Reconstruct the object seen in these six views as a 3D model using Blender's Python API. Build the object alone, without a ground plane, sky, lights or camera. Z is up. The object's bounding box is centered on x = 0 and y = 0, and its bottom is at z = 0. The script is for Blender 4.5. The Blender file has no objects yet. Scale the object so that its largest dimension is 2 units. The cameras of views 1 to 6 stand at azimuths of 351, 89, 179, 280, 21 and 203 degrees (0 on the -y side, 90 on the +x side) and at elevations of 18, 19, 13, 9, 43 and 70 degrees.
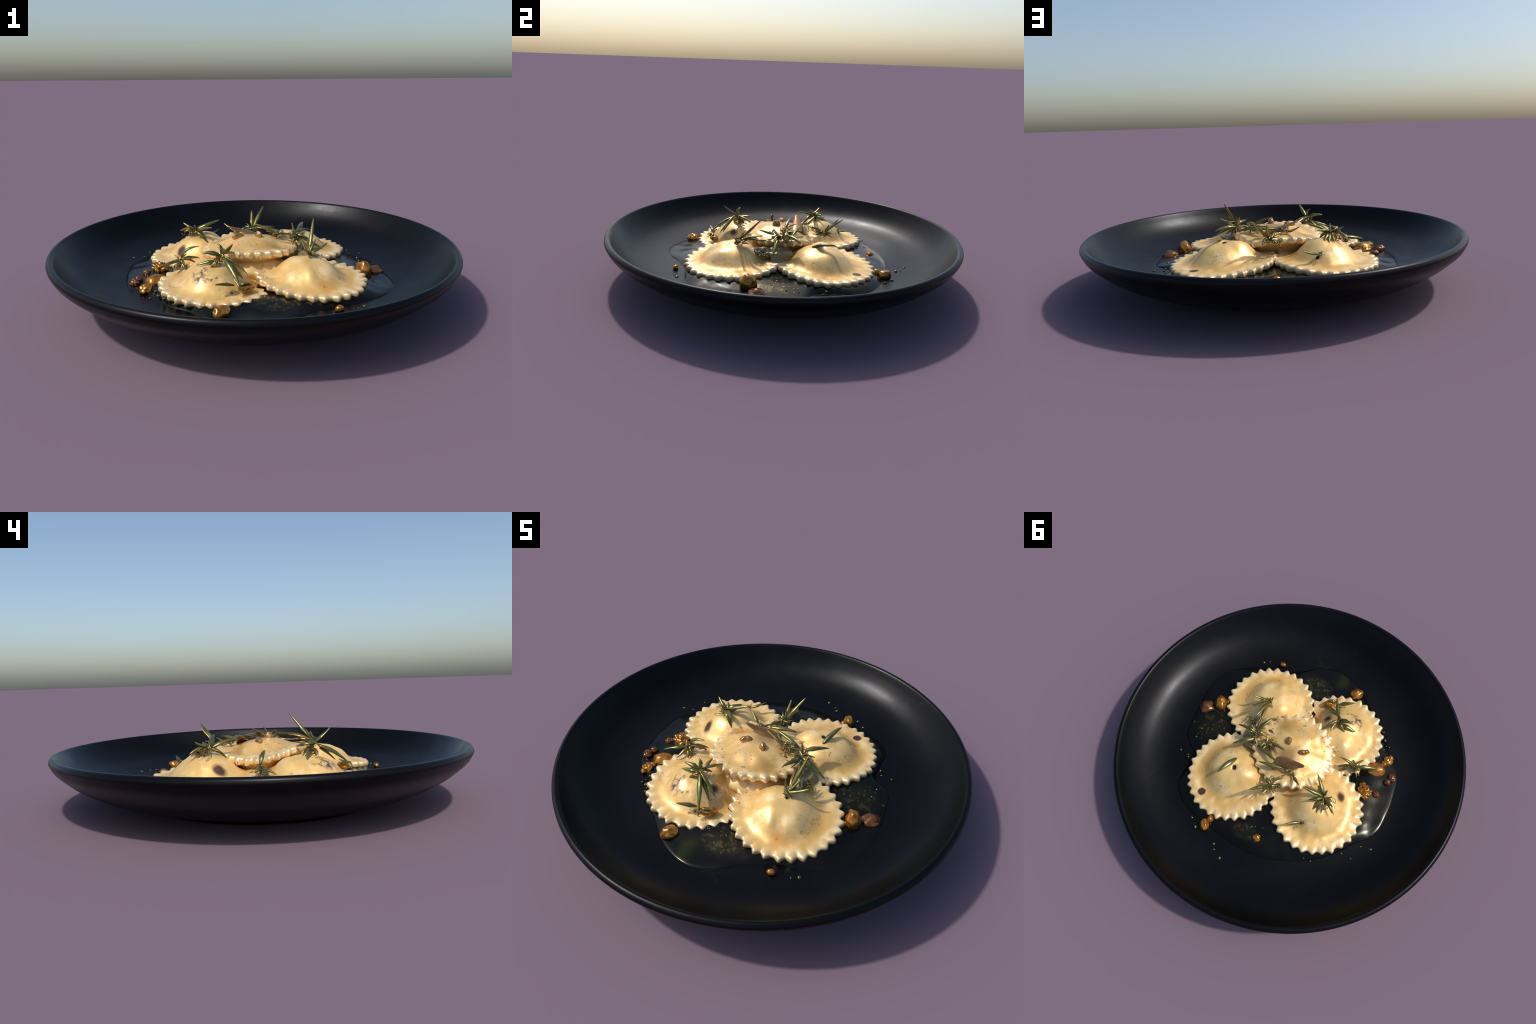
"""A dark coupe plate with five round ravioli, browned nuts, a pool of herb oil and rosemary sprigs."""
import bpy, math, random
import numpy as np
from mathutils import Vector, Matrix, noise

random.seed(11)
COL = bpy.context.scene.collection

# ------------------------------------------------------------------ helpers
def add_object(name, mesh=None, parent=None, loc=(0, 0, 0), mat=None):
    ob = bpy.data.objects.new(name, mesh)
    COL.objects.link(ob)
    ob.location = loc
    if parent is not None:
        ob.parent = parent
    if mat is not None and mesh is not None and not mesh.materials:
        mesh.materials.append(mat)
    return ob


def describe(ob, label, category):
    ob["label"] = label
    ob["category"] = category


def make_mesh(name, verts, faces, smooth=True):
    me = bpy.data.meshes.new(name)
    me.from_pydata([tuple(v) for v in verts], [], faces)
    me.update()
    if smooth:
        me.shade_smooth()
    return me


def smoothstep(a, b, x):
    t = min(1.0, max(0.0, (x - a) / (b - a)))
    return t * t * (3 - 2 * t)


def interp(x, pts):
    xs = [p[0] for p in pts]
    ys = [p[1] for p in pts]
    return float(np.interp(x, xs, ys))


def smooth_interp(x, pts):
    """Monotone-ish cubic (Catmull-Rom) through sorted points."""
    n = len(pts)
    if x <= pts[0][0]:
        return pts[0][1]
    if x >= pts[-1][0]:
        return pts[-1][1]
    i = max(k for k in range(n - 1) if pts[k][0] <= x)
    x0, y0 = pts[i]
    x1, y1 = pts[i + 1]
    d = x1 - x0
    m0 = (y1 - pts[i - 1][1]) / (x1 - pts[i - 1][0]) if i > 0 else (y1 - y0) / d
    m1 = (pts[i + 2][1] - y0) / (pts[i + 2][0] - x0) if i + 2 < n else (y1 - y0) / d
    t = (x - x0) / d
    return ((2 * t ** 3 - 3 * t * t + 1) * y0 + (t ** 3 - 2 * t * t + t) * d * m0
            + (-2 * t ** 3 + 3 * t * t) * y1 + (t ** 3 - t * t) * d * m1)


# ------------------------------------------------------------------ node helpers
class Nodes:
    def __init__(self, name):
        self.mat = bpy.data.materials.new(name)
        self.mat.use_nodes = True
        self.t = self.mat.node_tree
        self.bsdf = self.t.nodes["Principled BSDF"]
        self.coord = self.t.nodes.new("ShaderNodeTexCoord").outputs["Object"]

    def link(self, a, b):
        self.t.links.new(a, b)

    def _in(self, sock, v):
        if hasattr(v, "is_output"):
            self.link(v, sock)
        else:
            sock.default_value = v

    def noise(self, scale, detail=3, rough=0.55, vec=None, out="Fac", distort=0.0):
        n = self.t.nodes.new("ShaderNodeTexNoise")
        n.inputs["Scale"].default_value = scale
        n.inputs["Detail"].default_value = detail
        n.inputs["Roughness"].default_value = rough
        n.inputs["Distortion"].default_value = distort
        self.link(vec if vec is not None else self.coord, n.inputs["Vector"])
        return n.outputs[out]

    def voronoi(self, scale, vec=None, out="Distance", feature="F1"):
        n = self.t.nodes.new("ShaderNodeTexVoronoi")
        n.feature = feature
        n.inputs["Scale"].default_value = scale
        self.link(vec if vec is not None else self.coord, n.inputs["Vector"])
        return n.outputs[out]

    def ramp(self, fac, stops):
        n = self.t.nodes.new("ShaderNodeValToRGB")
        el = n.color_ramp.elements
        while len(el) < len(stops):
            el.new(0.5)
        for e, (p, c) in zip(el, stops):
            e.position = p
            e.color = (*c, 1) if not isinstance(c, (int, float)) else (c, c, c, 1)
        self.link(fac, n.inputs["Fac"])
        return n.outputs["Color"]

    def mask(self, fac, lo, hi):
        n = self.t.nodes.new("ShaderNodeMapRange")
        n.interpolation_type = 'SMOOTHSTEP'
        self._in(n.inputs["From Min"], lo)
        n.inputs["From Max"].default_value = hi
        self.link(fac, n.inputs["Value"])
        return n.outputs["Result"]

    def math(self, op, a, b=0.0):
        n = self.t.nodes.new("ShaderNodeMath")
        n.operation = op
        self._in(n.inputs[0], a)
        self._in(n.inputs[1], b)
        return n.outputs[0]

    def mix(self, fac, a, b):
        n = self.t.nodes.new("ShaderNodeMix")
        n.data_type = 'RGBA'
        self._in(n.inputs[0], fac)
        for sock, v in ((n.inputs[6], a), (n.inputs[7], b)):
            if isinstance(v, tuple):
                sock.default_value = (*v, 1)
            else:
                self.link(v, sock)
        return n.outputs[2]

    def warped(self, amount, scale):
        n = self.t.nodes.new("ShaderNodeVectorMath")
        n.operation = 'MULTIPLY_ADD'
        self.link(self.noise(scale, 2, out="Color"), n.inputs[0])
        n.inputs[1].default_value = (amount,) * 3
        self.link(self.coord, n.inputs[2])
        m = self.t.nodes.new("ShaderNodeVectorMath")
        m.operation = 'SUBTRACT'
        self.link(n.outputs[0], m.inputs[0])
        m.inputs[1].default_value = (amount * 0.5,) * 3
        return m.outputs[0]

    def spot(self, centre, radii, vec=None, soft=0.35):
        """1 inside an ellipsoid, 0 outside."""
        mp = self.t.nodes.new("ShaderNodeMapping")
        mp.vector_type = 'POINT'
        mp.inputs["Scale"].default_value = tuple(1 / r for r in radii)
        mp.inputs["Location"].default_value = tuple(-c / r for c, r in zip(centre, radii))
        self.link(vec if vec is not None else self.coord, mp.inputs["Vector"])
        ln = self.t.nodes.new("ShaderNodeVectorMath")
        ln.operation = 'LENGTH'
        self.link(mp.outputs[0], ln.inputs[0])
        return self.mask(ln.outputs["Value"], 1.0, 1.0 - soft)

    def bump(self, height, strength, dist):
        n = self.t.nodes.new("ShaderNodeBump")
        n.inputs["Strength"].default_value = strength
        n.inputs["Distance"].default_value = dist
        self.link(height, n.inputs["Height"])
        self.link(n.outputs[0], self.bsdf.inputs["Normal"])

    def set(self, **kw):
        for k, v in kw.items():
            s = self.bsdf.inputs[k.replace("_", " ")]
            if isinstance(v, tuple):
                v = (*v, 1)
            self._in(s, v)


# ------------------------------------------------------------------ materials
def plate_material():
    m = Nodes("matte_black_glaze")
    cloud = m.noise(3.0, 4)
    col = m.ramp(cloud, [(0.3, (0.0120, 0.0124, 0.0138)), (0.7, (0.0160, 0.0162, 0.0172))])
    # faint warm scuffs and crazing lines
    vec = m.warped(0.25, 2.5)
    line = m.voronoi(3.2, vec, feature='DISTANCE_TO_EDGE')
    scuff = m.math('MULTIPLY', m.mask(line, 0.014, 0.0), m.mask(m.noise(5, 3), 0.56, 0.7))
    col = m.mix(m.math('MULTIPLY', scuff, 0.55), col, (0.045, 0.026, 0.016))
    rough = m.ramp(m.noise(9, 4), [(0.3, 0.31), (0.75, 0.39)])
    m.set(Base_Color=col, Roughness=rough, Metallic=0.9, IOR=1.5)
    m.set(Specular_IOR_Level=0.2)
    m.bump(m.noise(60, 3), 0.03, 0.004)
    return m.mat


def oil_material():
    m = Nodes("herb_oil")
    n1 = m.noise(7, 4)
    col = m.ramp(n1, [(0.35, (0.013, 0.0135, 0.013)), (0.6, (0.018, 0.0178, 0.0145)), (0.8, (0.026, 0.024, 0.016))])
    # drifts of chopped herb and golden crumbs under the oil: three places around the pile
    drift = None
    for c, r in (((0.50, -0.04, 0.115), (0.12, 0.14, 0.1)), ((0.02, -0.50, 0.115), (0.13, 0.10, 0.1)),
                 ((0.07, 0.50, 0.115), (0.10, 0.06, 0.1))):
        s = m.spot(c, r, soft=0.6)
        drift = s if drift is None else m.math('MAXIMUM', drift, s)
    fleck = m.mask(m.noise(34, 4, 0.6), 0.52, 0.64)
    fcol = m.ramp(m.noise(30, 2), [(0.35, (0.17, 0.085, 0.028)), (0.5, (0.16, 0.125, 0.040)), (0.62, (0.085, 0.10, 0.028))])
    col = m.mix(m.math('MULTIPLY', m.math('MULTIPLY', drift, fleck), 0.95), col, fcol)
    col = m.mix(m.math('MULTIPLY', drift, 0.5), col, (0.046, 0.041, 0.021))
    moss = m.spot((-0.12, -0.60, 0.115), (0.06, 0.075, 0.1), m.warped(0.09, 14), soft=0.8)
    col = m.mix(m.math('MULTIPLY', moss, 0.7), col, (0.040, 0.052, 0.014))
    m.set(Base_Color=col, Roughness=0.2, Metallic=0.8, IOR=1.47)
    m.set(Specular_IOR_Level=0.35)
    m.bump(m.noise(9, 3), 0.10, 0.006)
    return m.mat


def dough_material(name, spots=(), stains=(), pepper=0.5, smudge=(), rim_at=0.235):
    m = Nodes(name)
    base = m.ramp(m.noise(6, 4), [(0.3, (0.72, 0.440, 0.135)), (0.5, (0.82, 0.545, 0.205)), (0.7, (0.86, 0.62, 0.280))])
    warm = m.mask(m.noise(11, 4, 0.6, vec=m.warped(0.1, 6)), 0.53, 0.70)
    col = m.mix(m.math('MULTIPLY', warm, 0.75), base, (0.68, 0.36, 0.085))
    green = m.mask(m.noise(7.3, 3, vec=m.warped(0.15, 4)), 0.60, 0.75)
    col = m.mix(m.math('MULTIPLY', green, 0.4), col, (0.50, 0.35, 0.09))
    pale = m.mask(m.noise(13, 4, 0.6), 0.50, 0.68)
    col = m.mix(m.math('MULTIPLY', pale, 0.55), col, (0.88, 0.70, 0.41))
    # the crimp is drier and paler than the filled middle
    sep = m.t.nodes.new("ShaderNodeVectorMath")
    sep.operation = 'MULTIPLY'
    m.link(m.coord, sep.inputs[0])
    sep.inputs[1].default_value = (1, 1, 0)
    ln = m.t.nodes.new("ShaderNodeVectorMath")
    ln.operation = 'LENGTH'
    m.link(sep.outputs[0], ln.inputs[0])
    rim = m.mask(m.math('ADD', ln.outputs["Value"], m.math('MULTIPLY', m.noise(10, 2), 0.05)), rim_at, rim_at + 0.06)
    col = m.mix(m.math('MULTIPLY', rim, 0.5), col, (0.86, 0.71, 0.46))
    ring = m.math('MULTIPLY', m.mask(ln.outputs["Value"], rim_at - 0.12, rim_at - 0.07), m.mask(ln.outputs["Value"], rim_at, rim_at - 0.04))
    ring = m.math('MULTIPLY', ring, m.mask(m.noise(8, 4, 0.6), 0.40, 0.62))
    col = m.mix(m.math('MULTIPLY', ring, 0.85), col, (0.63, 0.365, 0.100))
    for c, r, tone, amt in stains:
        s = m.spot(c, r, m.warped(0.07, 12), soft=0.9)
        col = m.mix(m.math('MULTIPLY', s, amt), col, tone)
    # pepper specks
    vec = m.warped(0.035, 38)
    dots = m.mask(m.voronoi(70 - 20 * pepper, vec), m.ramp(m.noise(40, 1), [(0.3, 0.20), (0.7, 0.48)]), 0.10)
    where = m.mask(m.noise(11, 2), 0.62 - 0.18 * pepper, 0.72 - 0.12 * pepper)
    col = m.mix(m.math('MULTIPLY', m.math('MULTIPLY', dots, where), 0.9), col, (0.22, 0.115, 0.04))
    for c, r, tone, soft in spots:
        s = m.spot(c, r, m.warped(0.016, 30), soft=soft)
        col = m.mix(s, col, tone)
    for c, r, tone in smudge:
        s = m.spot(c, r, m.warped(0.09, 16), soft=0.7)
        s = m.math('MULTIPLY', s, m.mask(m.noise(34, 4, 0.65), 0.42, 0.60))
        col = m.mix(s, col, tone)
    m.set(Base_Color=col, Roughness=m.math('SUBTRACT', m.ramp(m.noise(12, 3), [(0.3, 0.34), (0.7, 0.44)]), m.math('MULTIPLY', rim, 0.12)), Metallic=m.math('ADD', m.math('MULTIPLY', rim, 0.14), 0.24), IOR=1.5)
    m.set(Specular_IOR_Level=0.5)
    m.bump(m.noise(26, 4), 0.12, 0.004)
    return m.mat


def leaf_material(name, dark, light, brown, amt):
    m = Nodes(name)
    col = m.ramp(m.noise(28, 3), [(0.35, dark), (0.68, light)])
    col = m.mix(m.math('MULTIPLY', m.mask(m.noise(17, 3), 0.5, 0.68), amt), col, brown)
    m.set(Base_Color=col, Roughness=0.30, Metallic=0.72, IOR=1.5)
    m.set(Specular_IOR_Level=0.7)
    m.bump(m.noise(120, 2), 0.12, 0.002)
    return m.mat


def nut_material(name, a, b, c):
    m = Nodes(name)
    col = m.ramp(m.noise(20, 4, vec=m.warped(0.05, 10)), [(0.3, a), (0.52, b), (0.74, c)])
    m.set(Base_Color=col, Roughness=0.17, Metallic=0.65, IOR=1.5)
    m.set(Specular_IOR_Level=0.7)
    m.bump(m.noise(30, 3), 0.06, 0.004)
    return m.mat


PLATE = plate_material()
OIL = oil_material()
LEAF = leaf_material("rosemary_green", (0.098, 0.105, 0.030), (0.225, 0.215, 0.062), (0.25, 0.175, 0.055), 0.45)
LEAF_DRY = leaf_material("rosemary_browned", (0.17, 0.130, 0.042), (0.33, 0.245, 0.085), (0.28, 0.155, 0.05), 0.6)
SAGE = leaf_material("sage_green", (0.08, 0.100, 0.038), (0.15, 0.16, 0.070), (0.45, 0.27, 0.10), 0.4)
TWIG = leaf_material("rosemary_twig", (0.17, 0.125, 0.045), (0.38, 0.29, 0.12), (0.20, 0.19, 0.065), 0.5)
NUT_GOLD = nut_material("roasted_nut_golden", (0.20, 0.068, 0.010), (0.46, 0.19, 0.028), (0.58, 0.31, 0.060))
NUT_DARK = nut_material("roasted_nut_dark", (0.085, 0.035, 0.020), (0.22, 0.085, 0.030), (0.34, 0.16, 0.05))
NUT_TAN = nut_material("roasted_nut_tan", (0.26, 0.125, 0.045), (0.42, 0.22, 0.08), (0.50, 0.30, 0.13))
NUT_SKIN = nut_material("nut_skin_brown", (0.20, 0.095, 0.030), (0.32, 0.16, 0.055), (0.42, 0.24, 0.09))
DROP = nut_material("oil_droplet_gold", (0.05, 0.045, 0.015), (0.12, 0.105, 0.03), (0.20, 0.165, 0.06))

# ------------------------------------------------------------------ plate
# outer wall from the foot up, over the rolled lip, down the inner wall to the flat well
PROFILE = [(0.0, 0.012), (0.44, 0.012), (0.525, 0.010), (0.540, 0.002), (0.556, 0.0), (0.570, 0.004), (0.580, 0.014),
           (0.596, 0.026), (0.66, 0.0405), (0.75, 0.0695), (0.83, 0.1030), (0.90, 0.1435), (0.95, 0.1845),
           (0.978, 0.212), (0.992, 0.236), (0.998, 0.251), (0.9955, 0.263), (0.989, 0.2705), (0.981, 0.2738),
           (0.974, 0.2730), (0.967, 0.268), (0.957, 0.255), (0.940, 0.2325), (0.912, 0.2015), (0.880, 0.1745), (0.840, 0.150),
           (0.79, 0.131), (0.74, 0.1190), (0.69, 0.1125), (0.64, 0.1100), (0.56, 0.110), (0.45, 0.110), (0.0, 0.110)]


def build_plate():
    dense = []
    n = len(PROFILE)
    for i in range(n - 1):
        p0 = PROFILE[max(i - 1, 0)]
        p1, p2 = PROFILE[i], PROFILE[i + 1]
        p3 = PROFILE[min(i + 2, n - 1)]
        steps = 4 if 1 < i < n - 3 else 2
        for k in range(steps):
            t = k / steps
            q = []
            for a in (0, 1):
                # centripetal-like tangents limited by the shorter neighbour
                d = p2[a] - p1[a]
                m1 = 0.5 * (p2[a] - p0[a])
                m2 = 0.5 * (p3[a] - p1[a])
                lim = 1.5 * abs(d) + 1e-5
                m1 = max(-lim, min(lim, m1))
                m2 = max(-lim, min(lim, m2))
                q.append((2 * t ** 3 - 3 * t * t + 1) * p1[a] + (t ** 3 - 2 * t * t + t) * m1
                         + (-2 * t ** 3 + 3 * t * t) * p2[a] + (t ** 3 - t * t) * m2)
            dense.append(tuple(q))
    dense.append(PROFILE[-1])
    seg = 256
    # split into named parts: foot_ring, outer_wall, rim, well
    ring_r = [p[0] for p in dense]
    verts, faces = [], []
    verts.append((0, 0, dense[0][1]))
    for r, z in dense[1:-1]:
        for s in range(seg):
            a = 2 * math.pi * s / seg
            low = 1 - smoothstep(0.0, 0.11, z)     # the foot sits slightly off centre
            k = 0.99 if z < 0.03 and r < 0.60 else 1.0
            verts.append((k * r * math.cos(a) + 0.006 * low, k * r * math.sin(a) - 0.006 * low, z))
    last = len(verts)
    verts.append((0, 0, dense[-1][1]))
    nr = len(dense) - 2
    fring = []
    for s in range(seg):
        faces.append((0, 1 + (s + 1) % seg, 1 + s)); fring.append(0)
    for k in range(nr - 1):
        for s in range(seg):
            a = 1 + k * seg + s
            b = 1 + k * seg + (s + 1) % seg
            faces.append((a, b, b + seg, a + seg)); fring.append(k + 1)
    for s in range(seg):
        a = 1 + (nr - 1) * seg
        faces.append((a + s, a + (s + 1) % seg, last)); fring.append(nr)
    # part borders by ring
    def ring_of(r, z):
        return min(range(len(dense)), key=lambda i: (dense[i][0] - r) ** 2 + (dense[i][1] - z) ** 2)
    b_foot = ring_of(0.596, 0.026)
    b_rim0 = ring_of(0.992, 0.236)
    b_rim1 = ring_of(0.957, 0.255)
    root = add_object("dinner_plate")
    describe(root, "round matte black coupe plate with rolled lip", "plate")
    split_parts(root, verts, faces, fring, [("foot_ring", 0, b_foot), ("outer_wall", b_foot, b_rim0),
                                            ("rim", b_rim0, b_rim1), ("well", b_rim1, 10 ** 6)], PLATE)
    return root


def split_parts(root, verts, faces, key, parts, mat):
    """Cut one smooth skin into objects by face key; borders coincide and share the whole skin's normals."""
    whole = make_mesh("whole", verts, faces)
    normals = [Vector(v.normal) for v in whole.vertices]
    out = []
    for name, lo, hi in parts:
        idx = [i for i, k in enumerate(key) if lo <= k < hi]
        used, vs, fs = {}, [], []
        for i in idx:
            f = []
            for v in faces[i]:
                if v not in used:
                    used[v] = len(vs)
                    vs.append(verts[v])
                f.append(used[v])
            fs.append(f)
        me = make_mesh(name, vs, fs)
        inv = sorted(used, key=lambda v: used[v])
        me.normals_split_custom_set_from_vertices([normals[v] for v in inv])
        out.append(add_object(name, me, root, mat=mat))
    bpy.data.meshes.remove(whole)
    return out


build_plate()

# ------------------------------------------------------------------ oil pool
POOL = [(-180, 0.646), (-166, 0.641), (-155, 0.597), (-138, 0.603), (-127, 0.600), (-108, 0.660), (-97, 0.680),
        (-87, 0.655), (-76, 0.605), (-62, 0.598), (-56, 0.63), (-43, 0.690), (-32, 0.714), (-23, 0.693), (-13, 0.66),
        (-4, 0.645), (7, 0.635), (17, 0.572), (26, 0.612), (33, 0.663), (41, 0.670), (50, 0.650), (62, 0.61),
        (78, 0.60), (95, 0.60), (110, 0.60), (128, 0.61), (147, 0.621), (159, 0.659), (170, 0.652), (180, 0.646)]


def pool_z(r):
    """The oil is thin at its margin and banks up between the pasta pieces."""
    return 0.1165 + 0.024 * (1 - smoothstep(0.47, 0.63, r))


PASTA = [(0.224, -0.271, 0.262), (-0.219, -0.246, 0.265), (0.261, 0.224, 0.265), (-0.258, 0.227, 0.262)]


def pool_level(x, y, rim=9.0):
    r = math.hypot(x, y)
    d = min(math.hypot(x - cx, y - cy) - cr for cx, cy, cr in PASTA)
    bank = max(pool_z(r) - 0.1165, 0.018 * (1 - smoothstep(0.0, 0.07, d)))
    bank += 0.003 * noise.noise(Vector((x * 14, y * 14, 1.0)))
    return 0.1165 + bank * smoothstep(0.0, 0.045, rim - r)


def build_sauce():
    seg = 300
    rings = [(0.0, 0.0)] + [(k / 20, 0.0) for k in range(6, 18)] + [(0.89, 0.0), (0.93, -0.0002), (0.965, -0.0008), (0.985, -0.0022), (0.996, -0.0045), (1.0, -0.0075)]
    verts, faces = [(0, 0, pool_z(0))], []
    for f, dz in rings[1:]:
        for s in range(seg):
            a = -180 + 360 * s / seg
            rim = smooth_interp(a, POOL)
            t = math.radians(a)
            r = rim * f if f < 0.9 else rim - (1 - f) * 0.55
            z = pool_level(r * math.cos(t), r * math.sin(t), rim) + dz + 0.0016 * math.exp(-((r - rim + 0.03) / 0.016) ** 2)
            verts.append((r * math.cos(t), r * math.sin(t), z))
    for s in range(seg):
        faces.append((0, 1 + s, 1 + (s + 1) % seg))
    for k in range(len(rings) - 2):
        for s in range(seg):
            a, b = 1 + k * seg + s, 1 + k * seg + (s + 1) % seg
            faces.append((a, a + seg, b + seg, b))
    root = add_object("oil_sauce")
    describe(root, "thin dark pool of herb oil with flecks and droplets", "sauce")
    add_object("oil_pool", make_mesh("oil_pool", verts, faces), root, mat=OIL)

    # beads of oil that sprang clear of the pool
    drops = [(0.490, -0.572), (0.389, -0.558), (0.357, -0.574), (0.797, -0.229), (0.563, 0.007), (0.573, 0.068),
             (0.625, 0.177), (0.571, 0.187), (0.560, 0.205), (0.388, 0.531), (0.347, 0.573), (0.209, 0.625), (0.195, 0.654),
             (0.146, 0.686), (0.143, 0.803), (-0.289, 0.516), (-0.330, 0.514), (-0.476, 0.411), (-0.533, 0.419),
             (-0.564, 0.334), (-0.620, 0.328), (-0.836, 0.040), (-0.507, -0.290), (-0.463, -0.368), (-0.489, -0.323),
             (-0.526, -0.297), (-0.470, -0.345), (-0.500, -0.262)]
    rnd = random.Random(5)
    base = blob_mesh("oil_droplet", (1, 1, 0.8), 0.05, 3, 2)
    base.materials.append(DROP)
    for x, y in drops:
        hr = math.hypot(x, y)
        ob = add_object("oil_droplet", base, root, (x, y, pool_level(x, y) if hr < 0.6 else 0.1125))
        s = rnd.uniform(0.0045, 0.0085)
        ob.scale = (s * rnd.uniform(0.8, 1.3), s, s)
        ob.rotation_euler = (0, 0, rnd.uniform(0, 6))
    # crumbs lying in the oil
    vs, fs = [], []
    spots = [((0.56, -0.02), 0.07, 16), ((0.48, -0.05), 0.05, 14), ((0.56, 0.04), 0.04, 8), ((0.04, -0.53), 0.06, 22),
             ((-0.03, -0.47), 0.04, 14), ((-0.12, -0.61), 0.035, 10), ((0.07, 0.49), 0.05, 8), ((0.0, 0.46), 0.03, 5), ((-0.07,-0.47),0.02,8)]
    for (cx, cy), rad, cnt in spots:
        for _ in range(cnt * 2 // 3):
            a, d = rnd.uniform(0, 6.283), rad * math.sqrt(rnd.random())
            px, py = cx + d * math.cos(a), cy + d * math.sin(a)
            add_crumb(vs, fs, (px, py, pool_level(px, py, 0.66)), rnd.uniform(0.003, 0.0085), rnd)
    me = make_mesh("herb_crumb", vs, fs)
    m = Nodes("herb_crumbs")
    m.set(Base_Color=m.ramp(m.noise(14, 2), [(0.35, (0.060, 0.034, 0.012)), (0.5, (0.056, 0.050, 0.018)), (0.65, (0.030, 0.038, 0.012))]), Roughness=0.3, Metallic=0.4)
    ob = add_object("herb_crumb", me, root, mat=m.mat)
    ob["kind"] = "stuff"
    return root


def add_crumb(vs, fs, c, r, rnd):
    n = 7
    o = len(vs)
    rx, ry, rot = r * rnd.uniform(0.7, 1.6), r * rnd.uniform(0.6, 1.0), rnd.uniform(0, 3.1)
    for k, (f, h) in enumerate(((1, 0), (0.7, 0.6))):
        for i in range(n):
            a = 6.2832 * i / n
            w = rnd.uniform(0.75, 1.2)
            x, y = rx * f * w * math.cos(a), ry * f * w * math.sin(a)
            vs.append((c[0] + x * math.cos(rot) - y * math.sin(rot), c[1] + x * math.sin(rot) + y * math.cos(rot), c[2] - 0.001 + h * r * 0.22))
    vs.append((c[0], c[1], c[2] - 0.001 + 0.2 * r))
    for i in range(n):
        j = (i + 1) % n
        fs.append((o + i, o + j, o + n + j, o + n + i))
        fs.append((o + n + i, o + n + j, o + 2 * n))


def blob_mesh(name, radii, lump, freq, seed, sub=3, lobes=()):
    import bmesh
    bm = bmesh.new()
    bmesh.ops.create_icosphere(bm, subdivisions=sub, radius=1)
    off = Vector((seed * 7.3, seed * 3.1, seed * 1.7))
    for v in bm.verts:
        d = v.co.normalized()
        k = 1 + lump * noise.noise(d * freq * 0.5 + off) * 2 + lump * 0.5 * noise.noise(d * freq + off * 2)
        for axis, amp, width in lobes:
            ax = Vector(axis).normalized()
            k += amp * math.exp(-((1 - d.dot(ax)) / width) ** 2)
        v.co = Vector((d.x * radii[0], d.y * radii[1], d.z * radii[2])) * k
    me = bpy.data.meshes.new(name)
    bm.to_mesh(me)
    bm.free()
    me.shade_smooth()
    return me


build_sauce()

# ------------------------------------------------------------------ ravioli
DOME = [(0.0, 1.0), (0.12, 0.985), (0.26, 0.88), (0.4, 0.65), (0.5, 0.41), (0.58, 0.19), (0.65, 0.05), (0.72, 0.0), (0.85, 0.0), (1.0, 0.0)]


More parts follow.
